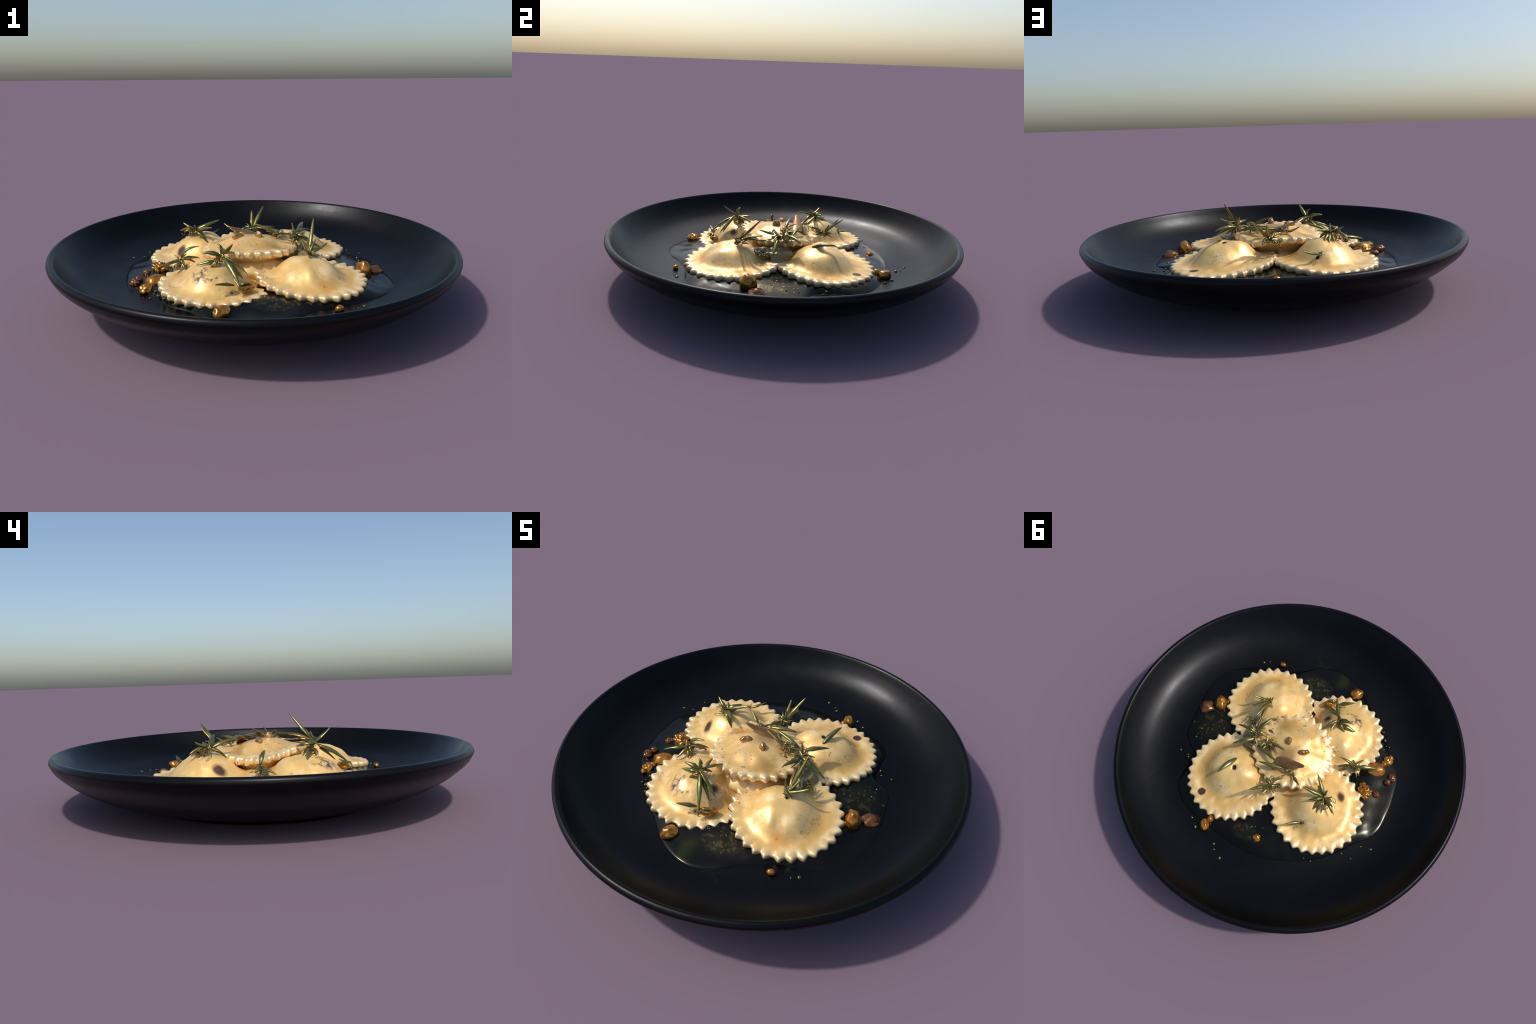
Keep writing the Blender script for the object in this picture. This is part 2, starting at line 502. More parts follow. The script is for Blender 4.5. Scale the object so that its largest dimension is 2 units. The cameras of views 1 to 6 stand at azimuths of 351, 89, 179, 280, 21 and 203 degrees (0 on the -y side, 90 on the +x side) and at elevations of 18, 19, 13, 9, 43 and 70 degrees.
def build_ravioli(label, centre, radius, rim_z, dome, dome_at, teeth, phase, lumps, mat, belly=0.0, seed=1, squash=(1, 1), thick=0.032):
    """centre: where the pasta lies; rim_z(dx, dy): height of the middle of the crimped edge there.
    dome: filling height over the flange; dome_at: its offset; lumps: (dx, dy, height, width)."""
    rnd = random.Random(seed)
    # irregular tooth spacing and size
    tooth_pos = [360 * i / teeth + phase + rnd.uniform(-1.2, 1.2) for i in range(teeth)]
    tooth_amp = [rnd.uniform(0.8, 1.15) for _ in range(teeth)]
    pitch = 360 / teeth

    def tooth(adeg):
        best, amp = 1e9, 1
        for p, am in zip(tooth_pos, tooth_amp):
            d = abs((adeg - p + 180) % 360 - 180)
            if d < best:
                best, amp = d, am
        x = min(1.0, best / (pitch * 0.5))
        return amp * (0.5 + 0.5 * math.cos(math.pi * x)) ** 1.1

    nang = teeth * 12
    fr_top = [0.03, 0.07, 0.12, 0.17, 0.22, 0.28, 0.34, 0.40, 0.46, 0.52, 0.58, 0.64, 0.70, 0.75, 0.80, 0.84, 0.875, 0.905, 0.93, 0.952]
    edge = [(0.972, 0.94), (0.988, 0.74), (0.998, 0.42), (1.0, 0.05), (0.997, -0.35), (0.985, -0.72), (0.965, -0.93)]
    fr_bot = [0.93, 0.85, 0.75, 0.62, 0.45, 0.25]
    nz = noise.noise
    off = Vector((seed * 5.17, seed * 2.3, 0))

    def outline(adeg):
        a = math.radians(adeg)
        wob = 1 + 0.010 * nz(Vector((math.cos(a) * 1.3, math.sin(a) * 1.3, seed * 3.7)))
        return radius * wob

    def flange_mid(dx, dy):
        return rim_z(dx, dy)

    verts, faces, key = [], [], []
    cx, cy, _ = centre
    cz = 0.15

    def top_height(dx, dy, f, tth):
        ddx, ddy = dx - dome_at[0], dy - dome_at[1]
        s = math.hypot(ddx, ddy) / radius
        h = dome * smooth_interp(min(s, 1.0), DOME)
        for lx, ly, lh, lw in lumps:
            h += 0.75 * lh * math.exp(-((dx - lx) ** 2 + (dy - ly) ** 2) / (lw * lw))
        soft = 1 - smoothstep(0.75, 1.0, f)
        h += soft * 0.006 * nz(Vector((dx * 9, dy * 9, 0)) + off) + soft * 0.0025 * nz(Vector((dx * 25, dy * 25, 3)) + off)
        # wavy flange
        h += 0.005 * smoothstep(0.6, 0.95, f) * nz(Vector((dx * 7, dy * 7, 8)) + off)
        # the crimp: each tooth is a soft radial ridge that fades inwards
        h += (0.0055 * tth - 0.004) * smoothstep(0.86, 0.965, f)
        return h

    verts.append((0, 0, flange_mid(0, 0) + thick / 2 + top_height(0, 0, 0, 0) - cz))
    ring_id = []
    angs = [360 * s / nang for s in range(nang)]
    tth = [tooth(a) for a in angs]
    rout = [outline(a) - 0.0150 + 0.0185 * t for a, t in zip(angs, tth)]
    rings = [("t", f, 0) for f in fr_top] + [("e", f, h) for f, h in edge] + [("b", f, 0) for f in fr_bot]
    for kind, f, h in rings:
        for s, adeg in enumerate(angs):
            a = math.radians(adeg)
            if kind == "b":
                # teeth fade on the inner rings
                r = f * (radius - 0.012)
            else:
                inner = radius - 0.010
                w = smoothstep(0.70, 1.0, f)
                r = f * (inner * (1 - w) + rout[s] * w)
            dx, dy = r * math.cos(a) * squash[0], r * math.sin(a) * squash[1]
            mid = flange_mid(dx, dy)
            if kind == "t":
                z = mid + thick / 2 + top_height(dx, dy, f, tth[s])
            elif kind == "e":
                top = thick / 2 + top_height(dx, dy, f, tth[s]) * 1.0
                z = mid + (top * h if h > 0 else thick / 2 * h)
            else:
                z = mid - thick / 2 - belly * (1 - smoothstep(0.4, 0.99, f))
            verts.append((dx, dy, z - cz))
    bottom = len(verts)
    verts.append((0, 0, flange_mid(0, 0) - thick / 2 - belly - cz))
    for s in range(nang):
        faces.append((0, 1 + s, 1 + (s + 1) % nang)); key.append(0)
    for k in range(len(rings) - 1):
        for s in range(nang):
            a, b = 1 + k * nang + s, 1 + k * nang + (s + 1) % nang
            faces.append((a, a + nang, b + nang, b)); key.append(k + 1)
    for s in range(nang):
        a = 1 + (len(rings) - 1) * nang
        faces.append((a + s, bottom, a + (s + 1) % nang)); key.append(len(rings))
    root = add_object("ravioli", loc=(cx, cy, cz))
    describe(root, label, "ravioli")
    split_parts(root, verts, faces, key,
                [("filled_pocket", 0, 13), ("crimped_edge", 13, len(fr_top) + len(edge)), ("bottom_sheet", len(fr_top) + len(edge), 10 ** 6)], mat)
    return root


CHAR = (0.062, 0.030, 0.023)


def loc(c, p):
    """world point -> ravioli-local point"""
    return (p[0] - c[0], p[1] - c[1], p[2] - 0.15)


def tilt(z0, px, py, curve=0.0):
    return lambda dx, dy: z0 - px * dx - py * dy + curve * (dx * dx + dy * dy)


# front right, the one that carries the tallest sprig
C1 = (0.224, -0.271, 0)
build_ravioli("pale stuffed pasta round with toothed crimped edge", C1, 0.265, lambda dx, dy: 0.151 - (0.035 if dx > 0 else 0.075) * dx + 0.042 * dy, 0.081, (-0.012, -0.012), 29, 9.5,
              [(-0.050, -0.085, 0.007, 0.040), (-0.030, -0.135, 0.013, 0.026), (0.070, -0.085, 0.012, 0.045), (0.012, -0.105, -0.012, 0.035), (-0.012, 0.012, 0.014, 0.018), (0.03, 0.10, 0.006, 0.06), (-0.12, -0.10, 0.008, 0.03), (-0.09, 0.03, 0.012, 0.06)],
              dough_material("pasta_dough_plain", spots=[(loc(C1, (0.222, -0.264, 0.26)), (0.009, 0.008, 0.04), (0.02, 0.013, 0.01), 0.3)], stains=[(loc(C1, (0.26, -0.45, 0.16)), (0.08, 0.05, 0.08), (0.70, 0.33, 0.07), 0.8)], pepper=0.25), seed=3)  # the dark spot is painted in place of a scan hole below the sprig
# front left, scorched
C2 = (-0.219, -0.246, 0)
build_ravioli("stuffed pasta round with scorched blisters and herbs", C2, 0.268, lambda dx, dy: 0.133 - 0.035 * dx + (0.085 if dy > 0 else -0.005) * dy, 0.093, (-0.008, -0.012), 29, -0.3,
              [(-0.07, -0.10, 0.012, 0.05), (0.06, 0.06, 0.010, 0.06), (-0.05, -0.04, 0.006, 0.03), (0.05, 0.150, 0.030, 0.07), (-0.075, 0.110, 0.036, 0.062), (0.115, -0.140, 0.012, 0.05)],
              dough_material("pasta_dough_scorched",
                             spots=[(loc(C2, (-0.124, -0.293, 0.218)), (0.034, 0.036, 0.05), CHAR, 0.7), (loc(C2, (-0.168, -0.418, 0.185)), (0.012, 0.012, 0.04), (0.02, 0.013, 0.01), 0.3)],  # second spot is no scorch: dark colour standing in for a scan hole
                             stains=[(loc(C2, (-0.17, -0.33, 0.22)), (0.06, 0.08, 0.07), (0.40, 0.28, 0.08), 0.7),
                                     (loc(C2, (-0.12, -0.12, 0.2)), (0.07, 0.07, 0.07), (0.60, 0.36, 0.11), 0.3)],
                             smudge=[(loc(C2, (-0.296, -0.325, 0.216)), (0.055, 0.075, 0.06), (0.06, 0.04, 0.05)),
                                     (loc(C2, (-0.25, -0.37, 0.216)), (0.05, 0.03, 0.05), (0.12, 0.08, 0.06))], pepper=0.5), seed=7)
# right rear
C3 = (0.261, 0.224, 0)
build_ravioli("plump stuffed pasta round with one dark burnt spot", C3, 0.268, lambda dx, dy: 0.153 - (0.046 if dx > 0 else 0.062) * dx - 0.050 * dy, 0.085, (0.002, -0.022), 31, -1.3,
              [(-0.13, -0.02, 0.022, 0.06), (0.095, 0.020, 0.014, 0.05), (-0.085, 0.010, 0.012, 0.06), (-0.07, 0.08, -0.006, 0.05), (-0.005, -0.020, -0.012, 0.018), (0.012, -0.045, 0.012, 0.025), (-0.10, -0.15, 0.010, 0.06)],
              dough_material("pasta_dough_burnt_spot", spots=[(loc(C3, (0.390, 0.378, 0.160)), (0.024, 0.027, 0.05), CHAR, 0.3), (loc(C3, (0.252, 0.204, 0.262)), (0.015, 0.021, 0.04), (0.02, 0.013, 0.01), 0.3)],  # first spot is burnt; second is dark colour for a scan hole by the leaf
                             stains=[(loc(C3, (0.36, 0.40, 0.16)), (0.05, 0.05, 0.06), (0.66, 0.36, 0.10), 0.6)], pepper=0.35), seed=12)
# left rear
C4 = (-0.258, 0.227, 0)
build_ravioli("stuffed pasta round with browned spot under rosemary", C4, 0.264, lambda dx, dy: 0.148 + 0.050 * dx - (0.022 if dy > 0 else 0.055) * dy, 0.096, (0.0, -0.005), 28, 2.0,
              [(-0.07, -0.07, 0.010, 0.05), (0.04, 0.06, 0.010, 0.06), (0.08, -0.03, 0.008, 0.05)],
              dough_material("pasta_dough_browned", spots=[(loc(C4, (-0.364, 0.125, 0.200)), (0.036, 0.048, 0.06), (0.070, 0.030, 0.018), 0.6), (loc(C4, (-0.205, 0.356, 0.205)), (0.011, 0.008, 0.04), (0.02, 0.013, 0.01), 0.3)],  # first spot is browned; second paints a scan hole at the needle's base
                             stains=[(loc(C4, (-0.29, 0.20, 0.26)), (0.07, 0.07, 0.06), (0.42, 0.30, 0.10), 0.6)], pepper=0.35), seed=21)


# on top of the pile
def top_rim(dx, dy):
    a = math.degrees(math.atan2(dy, dx))
    r = min(1.0, math.hypot(dx, dy) / 0.235)
    edge = smooth_interp(a, [(-180, 0.217), (-164, 0.226), (-147, 0.242), (-129, 0.258), (-110, 0.264), (-85, 0.263), (-60, 0.257), (-46, 0.251),
                             (0, 0.248), (25, 0.247), (42, 0.230), (58, 0.227), (76, 0.246), (97, 0.251), (112, 0.249), (131, 0.239), (147, 0.222), (164, 0.213), (180, 0.217)])
    return 0.249 * (1 - r * r) + edge * r * r


C5 = (-0.024, -0.011, 0)
build_ravioli("peppered stuffed pasta round resting on top of the pile", C5, 0.240, top_rim, 0.036, (0.010, 0.000), 28, 4.0,
              [(-0.05, -0.10, 0.008, 0.05), (0.06, -0.09, 0.007, 0.05), (-0.11, 0.02, 0.010, 0.05), (0.14, 0.06, 0.012, 0.05), (0.02, 0.10, -0.006, 0.05)],
              dough_material("pasta_dough_peppered",
                             stains=[(loc(C5, (-0.002, 0.042, 0.30)), (0.125, 0.125, 0.18), (0.21, 0.105, 0.028), 0.75),
                                     (loc(C5, (-0.150, 0.085, 0.27)), (0.11, 0.055, 0.15), (0.44, 0.20, 0.045), 0.85),
                                     (loc(C5, (0.080, -0.140, 0.28)), (0.15, 0.070, 0.15), (0.46, 0.25, 0.060), 0.8),
                                     (loc(C5, (-0.050, -0.110, 0.28)), (0.15, 0.09, 0.15), (0.55, 0.32, 0.10), 0.6)], pepper=1.0, rim_at=0.205),
              belly=0.10, seed=30, squash=(0.99, 0.94), thick=0.034)


# ------------------------------------------------------------------ nuts
def nut(label, parts, mat, name="roasted_nut"):
    """parts: (location, radii, lump, freq, seed, z-rotation[, lobes])"""
    root = None
    for p in parts:
        loc_, radii, lump, freq, seed, rot = p[:6]
        lobes = p[6] if len(p) > 6 else ()
        me = blob_mesh(name, [r * 1.12 for r in radii], lump * 0.85, freq, seed, 4 if max(radii) > 0.02 else 3, lobes)
        if root is None:
            loc_ = (loc_[0], loc_[1], loc_[2] - 0.12 * radii[2])
            ob = add_object(name, me, None, loc_, mat)
            root = ob
            describe(ob, label, "nut")
        else:
            ob = add_object("nut_piece", me, root, [a - b for a, b in zip(loc_, root.location)], mat)
            rot -= root.rotation_euler[2]
            c, s = math.cos(-root.rotation_euler[2]), math.sin(-root.rotation_euler[2])
            d = ob.location.copy()
            ob.location = (d.x * c - d.y * s, d.x * s + d.y * c, d.z)
        ob.rotation_euler = (0, 0, rot)
    return root


nut("flat glossy dark brown roasted nut half", [((0.593, -0.139, 0.120), (0.044, 0.036, 0.026), 0.10, 3, 1, 0.4)], NUT_DARK)
nut("tall glossy orange brown roasted nut", [((0.517, -0.183, 0.142), (0.032, 0.042, 0.040), 0.12, 3, 2, 0.3, [((0.2, 0.1, 1), 0.15, 0.4)]),
                                             ((0.485, -0.212, 0.128), (0.018, 0.014, 0.013), 0.15, 4, 3, 0.6)], NUT_GOLD)
nut("small amber nut crumb on the plate", [((0.271, -0.582, 0.123), (0.018, 0.013, 0.014), 0.12, 4, 4, 0.2)], NUT_GOLD)
nut("glossy amber roasted nut", [((-0.231, -0.551, 0.130), (0.037, 0.031, 0.029), 0.12, 3, 5, 0.9)], NUT_GOLD)
nut("large smooth roasted nut with orange sheen", [((-0.497, -0.126, 0.131), (0.050, 0.040, 0.032), 0.07, 2.5, 6, 0.2)], NUT_GOLD)
nut("knobbly small roasted nut pair", [((-0.600, -0.113, 0.127), (0.021, 0.024, 0.020), 0.14, 5, 7, 0.2),
                                       ((-0.583, -0.078, 0.126), (0.019, 0.018, 0.019), 0.14, 5, 8, 0.2)], NUT_DARK)
nut("bent roasted nut sliver with tail", [((-0.546, -0.205, 0.128), (0.025, 0.028, 0.021), 0.16, 4, 9, 0.7),
                                          ((-0.558, -0.232, 0.122), (0.011, 0.016, 0.011), 0.14, 4, 10, 0.7),
                                          ((-0.530, -0.180, 0.125), (0.018, 0.016, 0.016), 0.14, 4, 13, 0.7)], NUT_GOLD)
nut("craggy golden roasted nut cluster", [((-0.478, 0.030, 0.142), (0.032, 0.036, 0.033), 0.30, 7, 11, 0.5),
                                          ((-0.456, 0.000, 0.148), (0.018, 0.016, 0.015), 0.26, 6, 12, 0.1),
                                          ((-0.492, 0.058, 0.132), (0.019, 0.017, 0.017), 0.26, 6, 14, 0.1)], NUT_GOLD)
nut("small round roasted nut", [((-0.545, 0.016, 0.129), (0.021, 0.020, 0.019), 0.10, 4, 15, 0.1)], NUT_DARK)
nut("small amber roasted nut with rough top", [((-0.005, 0.509, 0.130), (0.022, 0.022, 0.021), 0.14, 5, 16, 0.1)], NUT_GOLD)
nut("two joined coppery roasted nuts", [((0.303, 0.545, 0.128), (0.024, 0.032, 0.024), 0.10, 3, 17, 0.5),
                                        ((0.283, 0.502, 0.128), (0.018, 0.020, 0.020), 0.08, 3, 18, 0.1)], NUT_GOLD)
nut("hollow tan nut slice on top", [((-0.082, -0.008, 0.298), (0.025, 0.014, 0.019), 0.16, 3.5, 19, 0.45, [((1, 0, 0.6), 0.15, 0.3), ((-1, 0, 0.6), 0.15, 0.3)])], NUT_TAN)
nut("upright tan nut on top", [((0.016, -0.040, 0.308), (0.015, 0.021, 0.025), 0.08, 3, 20, 0.2)], NUT_TAN)
nut("glossy red brown nut at the edge", [((-0.100, -0.408, 0.178), (0.036, 0.019, 0.017), 0.08, 3, 23, 0.55, )], NUT_GOLD)
nut("dark crumb beside the pasta", [((-0.40, -0.085, 0.185), (0.010, 0.010, 0.010), 0.1, 3, 25, 0.0)], NUT_TAN)


# ------------------------------------------------------------------ herbs
def leaf_mesh(name, base, tip, bend, width, thick, seed=0, roll=0.0, blunt=0.0):
    """A rosemary needle: lens-shaped section, rolled-down margins, groove on the back.
    bend is the world offset of the middle of its spine."""
    rnd = random.Random(seed)
    b, t = Vector(base), Vector(tip)
    mid = (b + t) / 2 + Vector(bend) * 2
    n = 18
    verts, faces = [], []
    sec = 10
    for i in range(n + 1):
        u = i / n
        p = b * (1 - u) ** 2 + mid * 2 * u * (1 - u) + t * u * u
        tan = ((mid - b) * 2 * (1 - u) + (t - mid) * 2 * u).normalized()
        up = Vector((0, 0, 1)) if abs(tan.z) < 0.95 else Vector((1, 0, 0))
        side = tan.cross(up).normalized()
        nrm = side.cross(tan).normalized()
        rot = Matrix.Rotation(roll + 0.25 * (u - 0.5) * (1 if seed % 2 else -1), 3, tan)
        side, nrm = rot @ side, rot @ nrm
        prof = (min(1.0, (u + 0.06) / 0.34)) ** 0.6 * (max(0.0, 1 - u) / 0.66) ** (0.62 - 0.25 * blunt) if u > 0.34 else (min(1.0, (u + 0.06) / 0.40)) ** 0.55
        prof = min(1.0, prof)
        w = width / 2 * max(prof, 0.03) * (1 + 0.05 * math.sin(9 * u + seed))
        h = thick / 2 * max(prof, 0.05) ** 0.8
        for k in range(sec):
            a = 2 * math.pi * k / sec
            x = math.cos(a) * w
            y = math.sin(a) * h
            if math.sin(a) < 0:
                y = h * math.sin(a) * (0.35 + 0.65 * abs(math.cos(a)) ** 0.8) * 1.1   # groove along the back
            verts.append(p + side * x + nrm * y)
    for i in range(n):
        for k in range(sec):
            a, c = i * sec + k, i * sec + (k + 1) % sec
            faces.append((a, c, c + sec, a + sec))
    faces.append(tuple(range(sec - 1, -1, -1)))
    faces.append(tuple(n * sec + k for k in range(sec)))
    return make_mesh(name, verts, faces)


def tube(verts, faces, pts, radii, sec=7):
    o = len(verts)
    n = len(pts)
    pts = [Vector(p) for p in pts]
    ref = Vector((0.3, 0.2, 1)).normalized()
    for i, p in enumerate(pts):
        tan = (pts[min(i + 1, n - 1)] - pts[max(i - 1, 0)]).normalized()
        s = tan.cross(ref)
        if s.length < 1e-3:
            s = tan.cross(Vector((1, 0, 0)))
        s.normalize()
        q = s.cross(tan).normalized()
        for k in range(sec):
            a = 2 * math.pi * k / sec
            verts.append(p + (s * math.cos(a) + q * math.sin(a)) * radii[i])
    for i in range(n - 1):
        for k in range(sec):
            a, b = o + i * sec + k, o + i * sec + (k + 1) % sec
            faces.append((a, b, b + sec, a + sec))
    faces.append(tuple(o + k for k in range(sec - 1, -1, -1)))
    faces.append(tuple(o + (n - 1) * sec + k for k in range(sec)))


def spline(pts, steps=6):
    pts = [Vector(p) for p in pts]
    out = []
    for i in range(len(pts) - 1):
        p0, p1, p2, p3 = pts[max(i - 1, 0)], pts[i], pts[i + 1], pts[min(i + 2, len(pts) - 1)]
        for k in range(steps):
            t = k / steps
            out.append(0.5 * ((2 * p1) + (p2 - p0) * t + (2 * p0 - 5 * p1 + 4 * p2 - p3) * t * t + (-p0 + 3 * p1 - 3 * p2 + p3) * t ** 3))
    out.append(pts[-1])
    return out


def sprig(label, origin, leaves, stems=(), curls=(), seed=0, name="rosemary_sprig", category="rosemary"):
    """leaves: (base, tip, bend, width, kind); stems: (points, radius); curls: (centre, spread, count) of dry fibres."""
    rnd = random.Random(seed)
    o = Vector(origin)
    root = add_object(name, loc=o)
    if len(leaves) >= 5:
        # short withered needles crowd the hub of every sprig
        hub = Vector((0, 0, 0))
        for b, t, *_ in leaves[:4]:
            hub += Vector(b) / 4
        extra = []
        dense = seed in (3, 4, 6)
        for i in range(15 if dense else 7):
            a = rnd.uniform(0, 6.283)
            el = rnd.uniform(-0.5, 0.6)
            ln = rnd.uniform(0.030, 0.075 if dense else 0.058)
            b = hub + Vector((rnd.gauss(0, 0.008), rnd.gauss(0, 0.008), -0.010 + rnd.gauss(0, 0.005)))
            d = Vector((math.cos(a) * math.cos(el), math.sin(a) * math.cos(el), math.sin(el)))
            extra.append((tuple(b), tuple(b + d * ln), (0, 0, rnd.uniform(-0.002, 0.006)), rnd.uniform(0.007, 0.011), "b" if i % 3 else "g"))
        leaves = list(leaves) + extra
    describe(root, label, category)
    for i, (b, t, bend, w, kind) in enumerate(leaves):
        ln = (Vector(t) - Vector(b)).length
        mat = {"g": LEAF, "b": LEAF_DRY, "s": SAGE}[kind]
        w *= 1.52
        me = leaf_mesh("leaf", Vector(b) - o, Vector(t) - o, bend, w, w * 0.66, seed * 31 + i, rnd.uniform(-0.5, 0.5))
        add_object("leaf", me, root, mat=mat)
    if stems:
        vs, fs = [], []
        for pts, rad in stems:
            sp = spline([Vector(p) - o for p in pts])
            n = len(sp)
            rr = [rad * (1 - 0.35 * i / n) * (1 + 0.22 * math.sin(i * 2.1 + seed)) for i in range(n)]
            tube(vs, fs, sp, rr, 8)
        add_object("stem", make_mesh("stem", vs, fs), root, mat=TWIG)
    if curls:
        vs, fs = [], []
        for c, spread, count in curls:
            for _ in range(count):
                p = Vector(c) - o + Vector((rnd.gauss(0, 1), rnd.gauss(0, 1), rnd.gauss(0, 0.6))) * spread * 0.45
                rad = rnd.uniform(0.005, 0.014)
                axis = Vector((rnd.gauss(0, 1), rnd.gauss(0, 1), rnd.gauss(0, 0.7))).normalized()
                u = axis.orthogonal().normalized()
                v = axis.cross(u)
                arc = rnd.uniform(1.6, 4.6)
                start = rnd.uniform(0, 6.28)
                n = 9
                pts = [p + (u * math.cos(start + arc * k / n) + v * math.sin(start + arc * k / n)) * rad * (1 - 0.4 * k / n) + axis * 0.008 * k / n for k in range(n + 1)]
                r0 = rnd.uniform(0.0011, 0.0030)
                tube(vs, fs, pts, [r0 * (1 - 0.6 * k / n) for k in range(n + 1)], 6)
        ob = add_object("dried_fibre", make_mesh("dried_fibre", vs, fs), root, mat=TWIG)
        ob["kind"] = "stuff"
    return root


UP = (0, 0, 0.006)
Z0 = (0, 0, 0)
# tall sprig standing on the front right ravioli
sprig("rosemary sprig tip standing upright with long needle", (0.217, -0.256, 0.262), [
    ((0.230, -0.223, 0.290), (0.274, -0.120, 0.408), (0, 0, 0.001), 0.0150, "g"),
    ((0.222, -0.250, 0.272), (0.316, -0.230, 0.309), (0, 0, -0.006), 0.014, "g"),
    ((0.222, -0.225, 0.275), (0.250, -0.116, 0.304), UP, 0.013, "b"),
    ((0.219, -0.220, 0.275), (0.214, -0.116, 0.298), UP, 0.013, "b"),
    ((0.222, -0.248, 0.272), (0.265, -0.205, 0.325), Z0, 0.010, "g"),
    ((0.212, -0.245, 0.268), (0.196, -0.215, 0.315), Z0, 0.010, "b"),
    ((0.214, -0.258, 0.262), (0.205, -0.275, 0.283), Z0, 0.007, "g"),
    ((0.225, -0.255, 0.264), (0.246, -0.258, 0.284), Z0, 0.007, "g"),
    ((0.216, -0.215, 0.270), (0.230, -0.130, 0.272), UP, 0.014, "b"),
], stems=[(((0.217, -0.252, 0.262), (0.224, -0.236, 0.278), (0.233, -0.217, 0.298)), 0.005), (((0.214, -0.266, 0.252), (0.217, -0.250, 0.268), (0.219, -0.205, 0.276), (0.220, -0.120, 0.272), (0.214, -0.05, 0.285)), 0.0055)],
    curls=[((0.217, -0.250, 0.272), 0.018, 8)], seed=1)
# dry curled flower head tucked between the ravioli
sprig("dry curled brown herb flower head", (0.285, -0.123, 0.220), [],
      curls=[((0.285, -0.123, 0.215), 0.020, 26), ((0.272, -0.105, 0.205), 0.020, 14)], seed=2, name="dried_herb_head", category="herb")
# central tangle
sprig("tangled rosemary sprig with long green needles", (0.209, -0.022, 0.292), [
    ((0.205, 0.016, 0.298), (0.312, 0.087, 0.290), (0, 0, 0.008), 0.0195, "g"),
    ((0.225, -0.033, 0.290), (0.342, -0.061, 0.224), (0, 0, 0.006), 0.017, "g"),
    ((0.203, -0.055, 0.302), (0.152, -0.138, 0.309), (0, 0, 0.003), 0.0165, "g"),
    ((0.205, -0.010, 0.300), (0.197, 0.012, 0.352), Z0, 0.010, "b"),
    ((0.210, -0.030, 0.298), (0.268, -0.060, 0.285), UP, 0.010, "b"),
    ((0.215, 0.000, 0.290), (0.262, 0.030, 0.262), Z0, 0.011, "b"),
    ((0.205, -0.040, 0.296), (0.175, -0.085, 0.262), Z0, 0.013, "b"),
    ((0.200, -0.020, 0.292), (0.165, -0.050, 0.285), UP, 0.011, "b"),
    ((0.150, -0.062, 0.298), (0.108, -0.052, 0.303), UP, 0.012, "b"),
], stems=[(((0.214, -0.05, 0.285), (0.209, -0.022, 0.297), (0.196, 0.020, 0.296), (0.176, 0.042, 0.285)), 0.005),
          (((0.232, 0.022, 0.250), (0.214, -0.01, 0.288), (0.19, -0.07, 0.288)), 0.0045)],
    curls=[((0.209, -0.015, 0.288), 0.030, 30), ((0.225, -0.05, 0.262), 0.022, 12), ((0.20, 0.03, 0.28), 0.02, 10)], seed=3)
mound = add_object("pasta_filler", blob_mesh("pasta_filler", (0.180, 0.090, 0.056), 0.06, 3, 44, 5), None, (-0.005, -0.145, 0.166),  # filler blob added to close the gap below the top ravioli
                  dough_material("pasta_dough_filler", stains=[((0, 0, 0), (0.25, 0.12, 0.12), (0.50, 0.30, 0.10), 0.5)], pepper=0.3))
describe(mound, "soft fold of pasta dough added as filler under the top ravioli", "pasta")
clump = add_object("herb_clump", blob_mesh("herb_clump", (0.080, 0.075, 0.066), 0.13, 3.5, 41, 5), None, (0.214, -0.022, 0.176),
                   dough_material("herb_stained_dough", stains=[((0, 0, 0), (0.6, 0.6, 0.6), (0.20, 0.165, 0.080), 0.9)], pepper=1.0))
mat_ = clump.data.materials[0]
strip = add_object("herb_clump", blob_mesh("herb_clump", (0.034, 0.075, 0.036), 0.22, 5, 47, 5), None, (0.228, -0.112, 0.198), mat_)
describe(strip, "narrow ridge of wilted herbs stuck to the dough", "herb")
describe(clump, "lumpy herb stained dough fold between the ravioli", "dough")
# needles lying over the top ravioli
sprig("browned rosemary sprig lying across the top ravioli", (0.110, 0.020, 0.304), [
    ((0.103, 0.007, 0.312), (0.007, 0.039, 0.349), (0, 0, 0.002), 0.014, "b"),
    ((0.095, 0.012, 0.310), (0.045, 0.077, 0.318), (0, 0, 0.004), 0.011, "b"),
    ((0.105, 0.015, 0.306), (0.125, 0.035, 0.305), UP, 0.009, "b"),
    ((0.176, 0.042, 0.284), (0.026, 0.107, 0.311), (0, 0, 0.006), 0.016, "g"),
    ((0.172, 0.046, 0.282), (0.075, 0.070, 0.296), (0, 0, 0.005), 0.011, "b"),
], stems=[(((0.16, 0.0, 0.285), (0.125, 0.004, 0.304), (0.10, 0.008, 0.311)), 0.005)],
    curls=[((0.118, 0.0, 0.302), 0.020, 16), ((0.10, -0.01, 0.304), 0.012, 6)], seed=4)
sprig("rosemary sprig with bright green needles along rim", (-0.02, 0.125, 0.290), [
    ((-0.004, 0.124, 0.299), (0.132, 0.135, 0.301), (0, 0.002, 0.004), 0.018, "g"),
    ((-0.076, 0.139, 0.286), (-0.133, 0.190, 0.322), (0, 0, -0.003), 0.013, "g"),
    ((-0.050, 0.130, 0.290), (-0.018, 0.128, 0.305), UP, 0.012, "g"),
    ((-0.040, 0.128, 0.292), (-0.070, 0.118, 0.312), Z0, 0.008, "b"),
], stems=[(((-0.088, 0.130, 0.286), (-0.045, 0.129, 0.294), (0.002, 0.124, 0.298)), 0.0065)],
    curls=[((-0.062, 0.126, 0.292), 0.020, 12)], seed=5)
